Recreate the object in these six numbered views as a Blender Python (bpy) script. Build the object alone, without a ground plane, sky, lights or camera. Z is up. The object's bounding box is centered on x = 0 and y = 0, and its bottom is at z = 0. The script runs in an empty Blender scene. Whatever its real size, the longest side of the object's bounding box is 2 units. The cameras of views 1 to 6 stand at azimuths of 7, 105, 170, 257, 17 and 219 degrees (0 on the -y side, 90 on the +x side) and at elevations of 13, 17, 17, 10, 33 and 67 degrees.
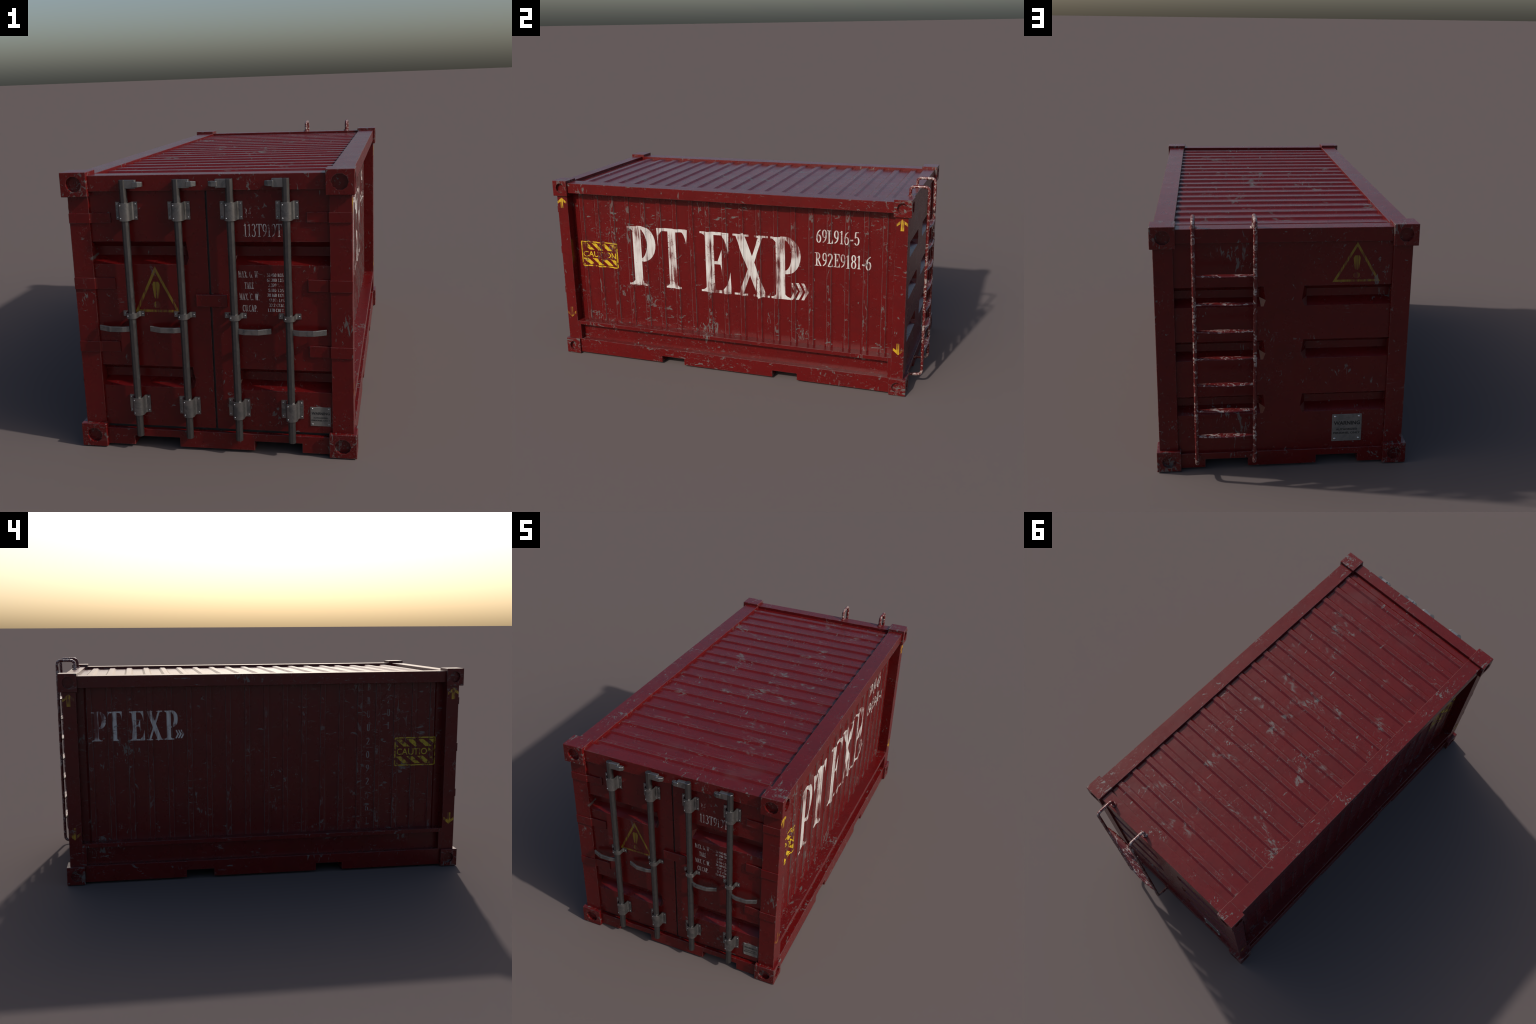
# Red steel shipping container with cargo doors, lock bars, rear ladder and stencilled lettering.
import bpy, bmesh, math, random
from mathutils import Vector, Matrix

random.seed(7)
YAW = -0.0716            # the container stands slightly turned
XC, YC = 0.004, -0.010   # centre of the frame in its own axes

# ------------------------------------------------------------------ main sizes (metres)
X_OUT = 0.477            # outer face of posts and rails (half width)
X_POST = 0.4045          # inner face of posts and rails
X_RIB, X_PAN = 0.4290, 0.4222   # side wall: rib face, panel face (half widths)
Y_POST, Y_POSTI = 0.940, 0.879 # post outer / inner (half lengths)
Y_WALL = 0.9305          # door and end wall plane (half length)
Y_HEAD = 0.9425          # headers and end sills
Z_RAIL0, Z_RAIL1 = 0.9185, 0.972
Z_FLANGE0, Z_FLANGE1 = 0.172, 0.1925
Z_LEDGE = 0.086
Z_SILL = 0.0065
Z_FORK = 0.042
X_WEB = 0.4445
PITCH, NRIB = 0.0918, 19
RIB_HALF, RIB_SLOPE = 0.0112, 0.0105
RIB_STEP, RIB_STEPH = 0.0013, 0.48   # short steep step at the rib edge, then a gentle slope
Z_ROOF, Z_RIDGE = 0.9565, 0.9635

# ------------------------------------------------------------------ scene helpers
root = bpy.data.objects.new("shipping_container", None)
root.empty_display_size = 0.3
bpy.context.scene.collection.objects.link(root)
root.rotation_euler = (0, 0, YAW)
root["label"] = "worn red steel shipping container with ladder and white lettering"
root["category"] = "shipping container"

def link(name, mesh, mat=None, parent=None, loc=None, kind=None):
    ob = bpy.data.objects.new(name, mesh)
    bpy.context.scene.collection.objects.link(ob)
    ob.parent = parent or root
    if loc is not None:
        ob.location = loc
    if mat is not None and not mesh.materials:
        mesh.materials.append(mat)
    if kind:
        ob["kind"] = kind
    return ob

def finish(bm, name, smooth=False, recalc=True):
    if recalc:
        bmesh.ops.recalc_face_normals(bm, faces=bm.faces)
    me = bpy.data.meshes.new(name)
    bm.to_mesh(me)
    bm.free()
    if smooth:
        me.shade_smooth()
        me.set_sharp_from_angle(angle=math.radians(smooth if smooth is not True else 40))
    return me

def add_box(bm, x0, x1, y0, y1, z0, z1):
    vs = [bm.verts.new((x, y, z)) for x in (x0, x1) for y in (y0, y1) for z in (z0, z1)]
    for f in ((0, 1, 3, 2), (4, 6, 7, 5), (0, 4, 5, 1), (2, 3, 7, 6), (0, 2, 6, 4), (1, 5, 7, 3)):
        bm.faces.new([vs[i] for i in f])
    return vs

def bevel_all(bm, w, ang=30):
    if w <= 0:
        return
    es = [e for e in bm.edges if len(e.link_faces) == 2 and e.calc_face_angle(0) > math.radians(ang)]
    bmesh.ops.bevel(bm, geom=es, offset=w, segments=1, profile=0.5, affect='EDGES', clamp_overlap=True)

def box(name, x0, x1, y0, y1, z0, z1, mat, parent=None, bev=0.0012):
    bm = bmesh.new()
    add_box(bm, min(x0, x1), max(x0, x1), min(y0, y1), max(y0, y1), min(z0, z1), max(z0, z1))
    bmesh.ops.recalc_face_normals(bm, faces=bm.faces)
    bevel_all(bm, bev)
    return link(name, finish(bm, name), mat, parent)

def extrude_loop(bm, pts, a, b, put):
    """closed 2D outline 'pts' swept from a to b; put(p, t) gives the 3D point"""
    va = [bm.verts.new(put(p, a)) for p in pts]
    vb = [bm.verts.new(put(p, b)) for p in pts]
    n = len(pts)
    for i in range(n):
        j = (i + 1) % n
        bm.faces.new((va[i], va[j], vb[j], vb[i]))
    bm.faces.new(va)
    bm.faces.new(list(reversed(vb)))

# ------------------------------------------------------------------ materials
class N:
    """small wrapper for building node trees"""
    def __init__(self, name):
        self.mat = bpy.data.materials.new(name)
        self.mat.use_nodes = True
        self.t = self.mat.node_tree
        self.t.nodes.clear()
        self.out = self.t.nodes.new('ShaderNodeOutputMaterial')
        self.co = self.t.nodes.new('ShaderNodeTexCoord').outputs['Object']
        self.rnd = self.t.nodes.new('ShaderNodeObjectInfo').outputs['Location']
        self.co = self.vmath('ADD', self.co, self.vscale(self.rnd, 3.7))
    def link(self, a, b):
        self.t.links.new(a, b)
    def set(self, sock, v):
        if hasattr(v, 'node'):
            self.link(v, sock)
        else:
            sock.default_value = v
    def math(self, op, a, b=0.0, clamp=False):
        n = self.t.nodes.new('ShaderNodeMath'); n.operation = op; n.use_clamp = clamp
        self.set(n.inputs[0], a); self.set(n.inputs[1], b)
        return n.outputs[0]
    def vmath(self, op, a, b):
        n = self.t.nodes.new('ShaderNodeVectorMath'); n.operation = op
        self.set(n.inputs[0], a); self.set(n.inputs[1], b)
        return n.outputs[0]
    def dot(self, a, b):
        n = self.t.nodes.new('ShaderNodeVectorMath'); n.operation = 'DOT_PRODUCT'
        self.set(n.inputs[0], a); self.set(n.inputs[1], b)
        return n.outputs['Value']
    def vscale(self, a, s):
        n = self.t.nodes.new('ShaderNodeVectorMath'); n.operation = 'SCALE'
        self.set(n.inputs[0], a); n.inputs['Scale'].default_value = s
        return n.outputs[0]
    def mapping(self, scale=(1, 1, 1), rot=(0, 0, 0), loc=(0, 0, 0)):
        n = self.t.nodes.new('ShaderNodeMapping')
        self.set(n.inputs['Vector'], self.co)
        n.inputs['Scale'].default_value = scale
        n.inputs['Rotation'].default_value = rot
        n.inputs['Location'].default_value = loc
        return n.outputs[0]
    def noise(self, scale, detail=3, rough=0.5, dist=0.0, vec=None):
        n = self.t.nodes.new('ShaderNodeTexNoise')
        self.set(n.inputs['Vector'], vec or self.co)
        n.inputs['Scale'].default_value = scale
        n.inputs['Detail'].default_value = detail
        n.inputs['Roughness'].default_value = rough
        n.inputs['Distortion'].default_value = dist
        return n.outputs['Fac']
    def step(self, v, a, b):
        n = self.t.nodes.new('ShaderNodeMapRange'); n.interpolation_type = 'SMOOTHSTEP'
        self.set(n.inputs[0], v)
        self.set(n.inputs[1], a); self.set(n.inputs[2], b)
        return n.outputs[0]
    def lerp(self, f, a, b):
        n = self.t.nodes.new('ShaderNodeMapRange')
        self.set(n.inputs[0], f); self.set(n.inputs[3], a); self.set(n.inputs[4], b)
        return n.outputs[0]
    def mix(self, f, a, b):
        n = self.t.nodes.new('ShaderNodeMix'); n.data_type = 'RGBA'
        self.set(n.inputs[0], f)
        self.set(n.inputs[6], a if hasattr(a, 'node') else (*a, 1)); self.set(n.inputs[7], b if hasattr(b, 'node') else (*b, 1))
        return n.outputs[2]
    def edge(self, radius=0.004):
        b = self.t.nodes.new('ShaderNodeBevel'); b.samples = 4
        b.inputs['Radius'].default_value = radius
        g = self.t.nodes.new('ShaderNodeNewGeometry')
        return self.math('SUBTRACT', 1.0, self.dot(b.outputs[0], g.outputs['Normal']))
    def bump(self, h, strength, dist=0.01):
        n = self.t.nodes.new('ShaderNodeBump')
        n.inputs['Strength'].default_value = strength
        n.inputs['Distance'].default_value = dist
        self.set(n.inputs['Height'], h)
        return n.outputs[0]
    def principled(self, color, rough, metal=0.0, normal=None, spec=0.5):
        p = self.t.nodes.new('ShaderNodeBsdfPrincipled')
        self.set(p.inputs['Base Color'], color if hasattr(color, 'node') else (*color, 1))
        self.set(p.inputs['Roughness'], rough)
        self.set(p.inputs['Metallic'], metal)
        p.inputs['Specular IOR Level'].default_value = spec
        if normal is not None:
            self.link(normal, p.inputs['Normal'])
        self.link(p.outputs[0], self.out.inputs['Surface'])
        return self.mat

RED = (0.094, 0.0032, 0.0034)
RED2 = (0.081, 0.0036, 0.0038)
BARE = (0.155, 0.146, 0.138)

def red_paint(n, amount=0.0, edges=True, ribs=False, blotch=False):
    """worn paint: returns colour, chip mask, height"""
    big = n.noise(3.1, 2, 0.5)
    col = n.mix(n.step(n.noise(9.0, 4, 0.6), 0.35, 0.7), RED, RED2)
    # flecks in three directions, denser inside large patches
    f1 = n.noise(50, 5, 0.64, 0.9, n.mapping((1, 0.34, 1.0), (0.5, 0.3, 0.2)))
    f2 = n.noise(62, 5, 0.64, 1.3, n.mapping((1, 1.0, 0.32), (-0.7, 0.2, 0.9), (3, 1, 2)))
    patch = n.noise(5.5, 4, 0.62, 0.6, n.mapping((1, 1, 1), (0, 0, 0), (5, 2, 9)))
    thr1 = n.lerp(n.step(big, 0.35, 0.68), 0.665 - amount, 0.605 - amount)
    m1 = n.step(f1, thr1, n.math('ADD', thr1, 0.035))
    thr2 = n.lerp(n.step(patch, 0.50, 0.72), 0.70 - amount, 0.505 - amount)
    m2 = n.step(f2, thr2, n.math('ADD', thr2, 0.04))
    # thin long scratches
    s1 = n.noise(26, 2, 0.4, 0.3, n.mapping((0.25, 1.0, 2.6), (0.9, 0.4, 0.3)))
    s = n.math('SUBTRACT', 1.0, n.math('MULTIPLY', n.math('ABSOLUTE', n.math('SUBTRACT', s1, 0.5)), 160), True)
    s = n.math('MULTIPLY', s, n.step(n.noise(11, 3, 0.6), 0.56, 0.66))
    chips = n.math('MAXIMUM', n.math('MAXIMUM', m1, m2), n.math('MULTIPLY', s, 0.6))
    if ribs:
        # corrugation: paint is rubbed off along both edges of every rib and more often on its face
        sep = n.t.nodes.new('ShaderNodeSeparateXYZ'); n.link(n.co, sep.inputs[0])
        ph = n.math('ADD', n.math('DIVIDE', n.math('SUBTRACT', sep.outputs['Y'], YC), PITCH), 100.5)
        d = n.math('ABSOLUTE', n.math('MULTIPLY', n.math('SUBTRACT', n.math('FRACT', ph), 0.5), PITCH))
        rim = n.math('SUBTRACT', 1.0, n.step(n.math('ABSOLUTE', n.math('SUBTRACT', d, RIB_HALF)), 0.0004, 0.0024))
        rim = n.math('MULTIPLY', rim, n.lerp(n.step(n.noise(15, 4, 0.65), 0.36, 0.62), 0.04 if blotch else 0.12, 0.40 if blotch else 0.72))
        face = n.math('SUBTRACT', 1.0, n.step(d, RIB_HALF, RIB_HALF + 0.001))
        rub = n.noise(30, 5, 0.66, 0.8, n.mapping((1, 1.4, 0.55), (0, 0, 0), (2, 6, 4)))
        rub = n.math('MULTIPLY', n.step(rub, 0.585, 0.64), n.math('MULTIPLY', face, 0.35 if blotch else 0.75))
        chips = n.math('MAXIMUM', chips, n.math('MAXIMUM', rim, rub))
    if blotch:
        # a few broad scuffs with a brushed inside
        area = n.step(n.noise(6.0, 3, 0.55, 0.6, n.mapping((1, 1, 1), (0, 0, 0.4), (11, 4, 3))), 0.575, 0.665)
        brush = n.noise(46, 5, 0.68, 0.9, n.mapping((0.5, 1.0, 1), (0, 0, 0.9)))
        chips = n.math('MAXIMUM', chips, n.math('MULTIPLY', area, n.step(brush, 0.47, 0.60)))
        soft = n.step(n.noise(3.2, 2, 0.5, 0.4, n.mapping((1, 1, 1), (0, 0, 0.4), (2, 9, 3))), 0.66, 0.80)
        chips = n.math('MAXIMUM', chips, n.math('MULTIPLY', soft, 0.13))
    if edges:
        e = n.step(n.edge(0.0032), 0.006, 0.09)
        e = n.math('MULTIPLY', e, n.step(n.noise(17, 4, 0.7), 0.40, 0.60))
        chips = n.math('MAXIMUM', chips, n.math('MULTIPLY', e, 0.48))
    f3 = n.noise(120, 4, 0.62, 1.0, n.mapping((1, 0.45, 0.7), (0.2, 0.9, -0.5), (8, 8, 1)))
    thr3 = n.lerp(n.step(big, 0.3, 0.7), 0.68 - amount, 0.60 - amount)
    chips = n.math('MAXIMUM', chips, n.math('MULTIPLY', n.step(f3, thr3, n.math('ADD', thr3, 0.05)), 0.55))
    chips = n.math('MULTIPLY', chips, 0.84)
    col = n.mix(chips, col, n.mix(n.noise(60, 2, 0.5), BARE, (0.105, 0.10, 0.097)))
    h = n.math('ADD', n.math('MULTIPLY', n.noise(34, 1, 0.4), 0.30), n.math('MULTIPLY', chips, -0.04))
    return col, chips, h

def make_red(name="red_paint", amount=0.0, bump=0.22, ribs=False, blotch=False):
    n = N(name)
    col, chips, h = red_paint(n, amount, not ribs, ribs, blotch)
    r = n.math('ADD', n.lerp(n.noise(14, 3, 0.6), 0.225, 0.335), n.math('MULTIPLY', chips, 0.12))
    return n.principled(col, r, n.math('MULTIPLY', chips, 0.3), n.bump(h, bump, 0.006), 0.42)

def make_stencil(name, colour, colour2, wear, vertical=(60, 60, 6), patchy=8.0, chip=0.58, fade=0.0, rough=0.42, edge=0.10, ribs=False):
    """paint on top of the red: streaked, chipped back to the red below"""
    n = N(name)
    red, chips, h = red_paint(n, 0.0, edges=False, ribs=ribs)
    streak = n.noise(1.0, 4, 0.65, 0.3, n.mapping(vertical, (0, 0, 0), (1, 4, 2)))
    area = n.noise(patchy, 2, 0.5, 0.3, n.mapping((1, 1, 1), (0, 0, 0), (7, 3, 1)))
    fine = n.noise(120, 4, 0.7, 0.8)
    worn = n.math('ADD', n.math('MULTIPLY', streak, 0.55), n.math('MULTIPLY', area, 0.45))
    thr = 0.70 - wear
    mw = n.math('MULTIPLY', n.step(worn, thr, thr + edge), 0.95)
    mf = n.step(n.math('ADD', n.math('MULTIPLY', fine, 0.6), n.math('MULTIPLY', area, 0.4)), chip, chip + 0.03)
    tone = n.mix(n.step(n.math('ADD', n.math('MULTIPLY', streak, 0.6), n.math('MULTIPLY', area, 0.4)), 0.42, 0.62), colour, colour2)
    k = n.math('MAXIMUM', n.math('MAXIMUM', mw, mf), n.math('MULTIPLY', chips, 0.8))
    k = n.math('MAXIMUM', k, fade)
    return n.principled(n.mix(k, tone, red), rough, 0.0, n.bump(h, 0.12, 0.006))

def make_steel(name, base=(0.36, 0.355, 0.35), dark=(0.16, 0.155, 0.15), rough=0.36, metal=0.9):
    n = N(name)
    a = n.step(n.noise(24, 5, 0.65, 0.8), 0.40, 0.66)
    b = n.noise(90, 4, 0.7, 1.5)
    col = n.mix(a, base, dark)
    e = n.math('MULTIPLY', n.step(n.edge(0.0018), 0.01, 0.10), n.step(n.noise(30, 3, 0.6), 0.35, 0.6))
    col = n.mix(n.math('MULTIPLY', e, 0.7), col, (0.34, 0.335, 0.33))
    r = n.math('ADD', n.lerp(a, rough - 0.04, rough + 0.14), n.math('MULTIPLY', b, 0.10))
    return n.principled(col, r, metal, n.bump(n.math('ADD', n.math('MULTIPLY', b, 0.3), n.noise(30, 2, 0.5)), 0.16, 0.004))

def make_ladder():
    n = N("ladder_paint")
    v = n.noise(62, 5, 0.68, 1.6, n.mapping((0.55, 1, 0.8)))
    big = n.noise(7, 3, 0.6)
    thr = n.lerp(n.step(big, 0.3, 0.7), 0.585, 0.45)
    m = n.step(v, thr, n.math('ADD', thr, 0.06))
    red = n.mix(n.noise(20, 3, 0.5), (0.115, 0.008, 0.008), (0.075, 0.008, 0.008))
    col = n.mix(m, red, n.mix(n.noise(80, 2, 0.5), (0.46, 0.39, 0.36), (0.27, 0.215, 0.20)))
    return n.principled(col, n.lerp(m, 0.32, 0.45), n.math('MULTIPLY', m, 0.25), n.bump(m, 0.25, -0.002))

def make_plain(name, col, rough=0.6, metal=0.0):
    n = N(name)
    f = n.noise(40, 3, 0.6)
    return n.principled(n.mix(f, col, tuple(c * 0.7 for c in col)), rough, metal)

M_RED = make_red("red_paint_corrugated", 0.0, 0.15, True)
M_ROOF = make_red("red_paint_roof", -0.025, 0.24, True, True)
M_REDFRAME = make_red("red_paint_frame", -0.004, 0.18)
M_REDEND = make_red("red_paint_doors", -0.022, 0.16)
M_REDCAST = make_red("red_paint_castings", 0.045, 0.20)
M_STEEL = make_steel("lock_bar_steel", (0.130, 0.127, 0.128), (0.095, 0.093, 0.094), 0.29)
M_CLAMP = make_steel("clamp_steel", (0.27, 0.265, 0.26), (0.14, 0.14, 0.14), 0.30)
M_RIVET = make_steel("rivet_steel", (0.62, 0.62, 0.62), (0.40, 0.40, 0.40), 0.22)
M_PLATE = make_steel("plate_steel", (0.20, 0.19, 0.175), (0.15, 0.142, 0.132), 0.46, 0.5)
M_BLACK = make_plain("black_print", (0.012, 0.012, 0.012), 0.6)
M_GASKET = make_plain("rubber_gasket", (0.010, 0.011, 0.011), 0.55)
M_UNDER = make_plain("underside", (0.030, 0.012, 0.010), 0.7)
M_LADDER = make_ladder()
WHITE, WHITE2 = (0.53, 0.51, 0.49), (0.31, 0.225, 0.215)
M_WHITE = make_stencil("white_lettering", WHITE, WHITE2, 0.185, (60, 60, 5), 8, 0.590)
M_WHITEB = make_stencil("white_lettering_faded", WHITE, WHITE2, 0.205, (75, 75, 5), 9, 0.59)
M_WHITES = make_stencil("white_lettering_small", WHITE, WHITE2, 0.07, (110, 110, 14), 14, 0.60)
M_WHITEC = make_stencil("white_code", (0.20, 0.18, 0.175), (0.12, 0.10, 0.098), 0.17, (110, 110, 10), 6, 0.57)
M_WHITED = make_stencil("white_lettering_chipped", WHITE, WHITE2, 0.15, (150, 150, 30), 24, 0.545)
YEL, YEL2 = (0.56, 0.37, 0.012), (0.42, 0.27, 0.010)
M_YELLOW = make_stencil("yellow_caution", YEL, YEL2, 0.150, (26, 26, 26), 17, 0.560, 0.0, 0.42, 0.03)
M_YELLOWL = make_stencil("yellow_caution_dull", (0.40, 0.295, 0.012), (0.29, 0.195, 0.010), 0.160, (30, 30, 30), 20, 0.545, 0.0, 0.45, 0.04)
M_YELLOWS = make_stencil("yellow_streaked", (0.46, 0.28, 0.010), (0.31, 0.155, 0.009), 0.262, (190, 190, 6), 16, 0.62)
M_YELLOWT = make_stencil("yellow_triangle", (0.19, 0.125, 0.008), (0.125, 0.062, 0.006), 0.195, (170, 170, 5), 9, 0.66)

# ------------------------------------------------------------------ frame
def sx(s, x):            # mirrored x about the frame centre
    return XC + s * x
def sy(s, y):
    return YC + s * y

def casting(sxn, syn, top):
    """corner casting: block with a shallow ten-sided pocket in each outer face"""
    x0, x1 = 0.001 + sxn * 0.3975, 0.001 + sxn * 0.4905
    y0, y1 = YC + syn * 0.8715, YC + syn * 0.9555
    z0, z1 = (0.902, 0.9846) if top else (0.0, 0.0857)
    xc, yc, zc = (x0 + x1) / 2, (y0 + y1) / 2, (0.9445 if top else 0.0425)
    bm = bmesh.new()
    add_box(bm, min(x0, x1), max(x0, x1), min(y0, y1), max(y0, y1), z0, z1)
    bmesh.ops.recalc_face_normals(bm, faces=bm.faces)
    bevel_all(bm, 0.0015)
    body = bpy.data.objects.new("c", finish(bm, "c"))
    bpy.context.scene.collection.objects.link(body)
    cutters = []
    for axis in 'xy':
        bm = bmesh.new()
        r, depth = 0.0272, 0.0155
        ring = []
        for k in range(10):
            a = 2 * math.pi * k / 10
            ring.append((math.cos(a) * r * (1.03 if axis == 'y' else 0.94), math.sin(a) * r))
        if axis == 'y':
            extrude_loop(bm, ring, y1 - syn * depth, y1 + syn * 0.02, lambda p, t: (xc - sxn * 0.001 + p[0], t, zc + p[1]))
        else:
            extrude_loop(bm, ring, x1 - sxn * depth, x1 + sxn * 0.02, lambda p, t: (t, yc - syn * 0.002 + p[0], zc + p[1]))
        c = bpy.data.objects.new("k", finish(bm, "k"))
        bpy.context.scene.collection.objects.link(c)
        cutters.append(c)
        m = body.modifiers.new("b", 'BOOLEAN'); m.operation = 'DIFFERENCE'; m.object = c; m.solver = 'EXACT'
    bpy.context.view_layer.update()
    me = bpy.data.meshes.new_from_object(body.evaluated_get(bpy.context.evaluated_depsgraph_get()))
    for o in cutters + [body]:
        bpy.data.objects.remove(o, do_unlink=True)
    me.materials.clear()
    me.name = "corner_casting"
    link("corner_casting", me, M_REDCAST)

for a in (-1, 1):
    for b in (-1, 1):
        for t in (True, False):
            casting(a, b, t)

for a in (-1, 1):
    for b in (-1, 1):
        box("corner_post", sx(a, X_POST), sx(a, X_OUT), sy(b, Y_POSTI), sy(b, Y_POST), 0.0852, 0.9025, M_REDFRAME)
        box("post_foot", sx(a, X_POST), sx(a, X_OUT - 0.0003), sy(b, 0.8625), sy(b, Y_POSTI + 0.001), 0.0852, Z_FLANGE1, M_REDFRAME, bev=0)
    # top side rail
    box("top_side_rail", sx(a, 0.4005), sx(a, X_OUT), YC - 0.8718, YC + 0.8718, Z_RAIL0, Z_RAIL1, M_REDFRAME)
    # lower side beam: channel section with two forklift pockets
    bm = bmesh.new()
    xo, xw, xi = X_OUT, X_WEB, 0.395
    y_end = 0.8625
    add_box(bm, *sorted((sx(a, X_PAN - 0.006), sx(a, xo))), YC - y_end, YC + y_end, Z_FLANGE0, Z_FLANGE1)
    bmesh.ops.recalc_face_normals(bm, faces=bm.faces)
    bevel_all(bm, 0.0012)
    link("side_flange", finish(bm, "side_flange"), M_REDFRAME)
    bm = bmesh.new()
    add_box(bm, *sorted((sx(a, xi), sx(a, xw))), YC - y_end, YC + y_end, Z_LEDGE - 0.002, Z_FLANGE0 + 0.001)
    link("side_web", finish(bm, "side_web"), M_REDFRAME)
    bm = bmesh.new()
    ys = [-y_end - 0.009, -0.367, -0.2365, 0.264, 0.3965, y_end + 0.009]
    outline = [(ys[0], Z_SILL), (ys[1], Z_SILL), (ys[1], Z_FORK), (ys[2], Z_FORK), (ys[2], Z_SILL),
               (ys[3], Z_SILL), (ys[3], Z_FORK), (ys[4], Z_FORK), (ys[4], Z_SILL), (ys[5], Z_SILL),
               (ys[5], Z_LEDGE), (ys[0], Z_LEDGE)]
    extrude_loop(bm, outline, sx(a, xi), sx(a, xo - 0.0004), lambda p, t: (t, YC + p[0], p[1]))
    bmesh.ops.recalc_face_normals(bm, faces=bm.faces)
    bevel_all(bm, 0.0011)
    link("bottom_side_beam", finish(bm, "bottom_side_beam"), M_REDFRAME)

for b in (-1, 1):
    box("end_header", XC - 0.4008, XC + 0.4008, sy(b, 0.8835), sy(b, Y_HEAD), Z_RAIL0, Z_RAIL1, M_REDEND if b > 0 else M_REDFRAME)
    xs = [0.407, 0.3005, 0.1345]
    outline = [(-xs[0], Z_SILL), (-xs[1], Z_SILL), (-xs[1], Z_FORK - .001), (-xs[2], Z_FORK - .001), (-xs[2], Z_SILL),
               (xs[2], Z_SILL), (xs[2], Z_FORK - .001), (xs[1], Z_FORK - .001), (xs[1], Z_SILL), (xs[0], Z_SILL),
               (xs[0], 0.0685), (-xs[0], 0.0685)]
    bm = bmesh.new()
    extrude_loop(bm, outline, sy(b, 0.86), sy(b, Y_HEAD), lambda p, t: (XC + p[0], t, p[1]))
    bmesh.ops.recalc_face_normals(bm, faces=bm.faces)
    bevel_all(bm, 0.0011)
    link("end_sill", finish(bm, "end_sill"), M_REDFRAME)
box("floor_plate", XC - 0.396, XC + 0.396, YC - 0.861, YC + 0.861, Z_FORK + 0.001, 0.0675, M_UNDER, bev=0)

# ------------------------------------------------------------------ corrugated sheets
RIBS = [YC + PITCH * (k - (NRIB - 1) / 2) for k in range(NRIB)]
def sheet_profile(y0, y1, step=True):
    """list of (y, height 0..1) along a corrugated sheet"""
    pts = [(y0, 0.0)]
    for c in RIBS:
        if not step:
            pts += [(c - RIB_HALF - RIB_SLOPE, 0), (c - RIB_HALF, 1), (c + RIB_HALF, 1), (c + RIB_HALF + RIB_SLOPE, 0)]
            continue
        pts += [(c - RIB_HALF - RIB_SLOPE, 0), (c - RIB_HALF - RIB_STEP, RIB_STEPH), (c - RIB_HALF, 1),
                (c + RIB_HALF, 1), (c + RIB_HALF + RIB_STEP, RIB_STEPH), (c + RIB_HALF + RIB_SLOPE, 0)]
    pts.append((y1, 0.0))
    return pts
def rib_height(y):
    for c in RIBS:
        d = abs(y - c)
        if d <= RIB_HALF:
            return 1.0
        if d <= RIB_HALF + RIB_STEP:
            return 1.0 - (1 - RIB_STEPH) * (d - RIB_HALF) / RIB_STEP
        if d < RIB_HALF + RIB_SLOPE:
            return RIB_STEPH * (1 - (d - RIB_HALF - RIB_STEP) / (RIB_SLOPE - RIB_STEP))
    return 0.0
BREAKS = [c + s * w for c in RIBS for s in (-1, 1) for w in (RIB_HALF, RIB_HALF + RIB_STEP, RIB_HALF + RIB_SLOPE)]

def corrugated(name, put_front, put_back, y0, y1, ta, tb, mat, step=True):
    prof = sheet_profile(y0, y1, step)
    bm = bmesh.new()
    rows = []
    for t in (ta, tb):
        rows.append(([bm.verts.new(put_front(y, h, t)) for y, h in prof], [bm.verts.new(put_back(y, t)) for y in (y0, y1)]))
    (fa, ba), (fb, bb) = rows
    for i in range(len(prof) - 1):
        bm.faces.new((fa[i], fa[i + 1], fb[i + 1], fb[i]))
    bm.faces.new((ba[0], bb[0], bb[1], ba[1]))
    return link(name, finish(bm, name, recalc=False), mat)

walls = {}
for a in (-1, 1):
    f = (lambda y, h, t, a=a: (sx(a, X_PAN + (X_RIB - X_PAN) * h), y, t))
    g = (lambda y, t, a=a: (sx(a, X_PAN - 0.012), y, t))
    w = corrugated("side_wall", f, g, YC - 0.882, YC + 0.882, Z_FLANGE1 - 0.001, Z_RAIL0 + 0.002, M_RED)
    walls[a] = w
    bm = bmesh.new(); bm.from_mesh(w.data)
    if a < 0:
        bmesh.ops.reverse_faces(bm, faces=bm.faces)
    bm.normal_update()
    if sum(fc.normal.x * fc.calc_area() for fc in bm.faces[:-1]) * a < 0:
        bmesh.ops.reverse_faces(bm, faces=bm.faces)
    bm.to_mesh(w.data); bm.free()
roof = corrugated("roof_sheet", lambda y, h, t: (t, y, Z_ROOF + (Z_RIDGE - Z_ROOF) * h), lambda y, t: (t, y, Z_ROOF - 0.012),
                  YC - 0.890, YC + 0.890, XC - 0.4035, XC + 0.4035, M_ROOF, False)
bm = bmesh.new(); bm.from_mesh(roof.data); bm.normal_update()
if sum(fc.normal.z for fc in bm.faces[:-1]) < 0:
    bmesh.ops.reverse_faces(bm, faces=bm.faces)
bm.to_mesh(roof.data); bm.free()

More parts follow.
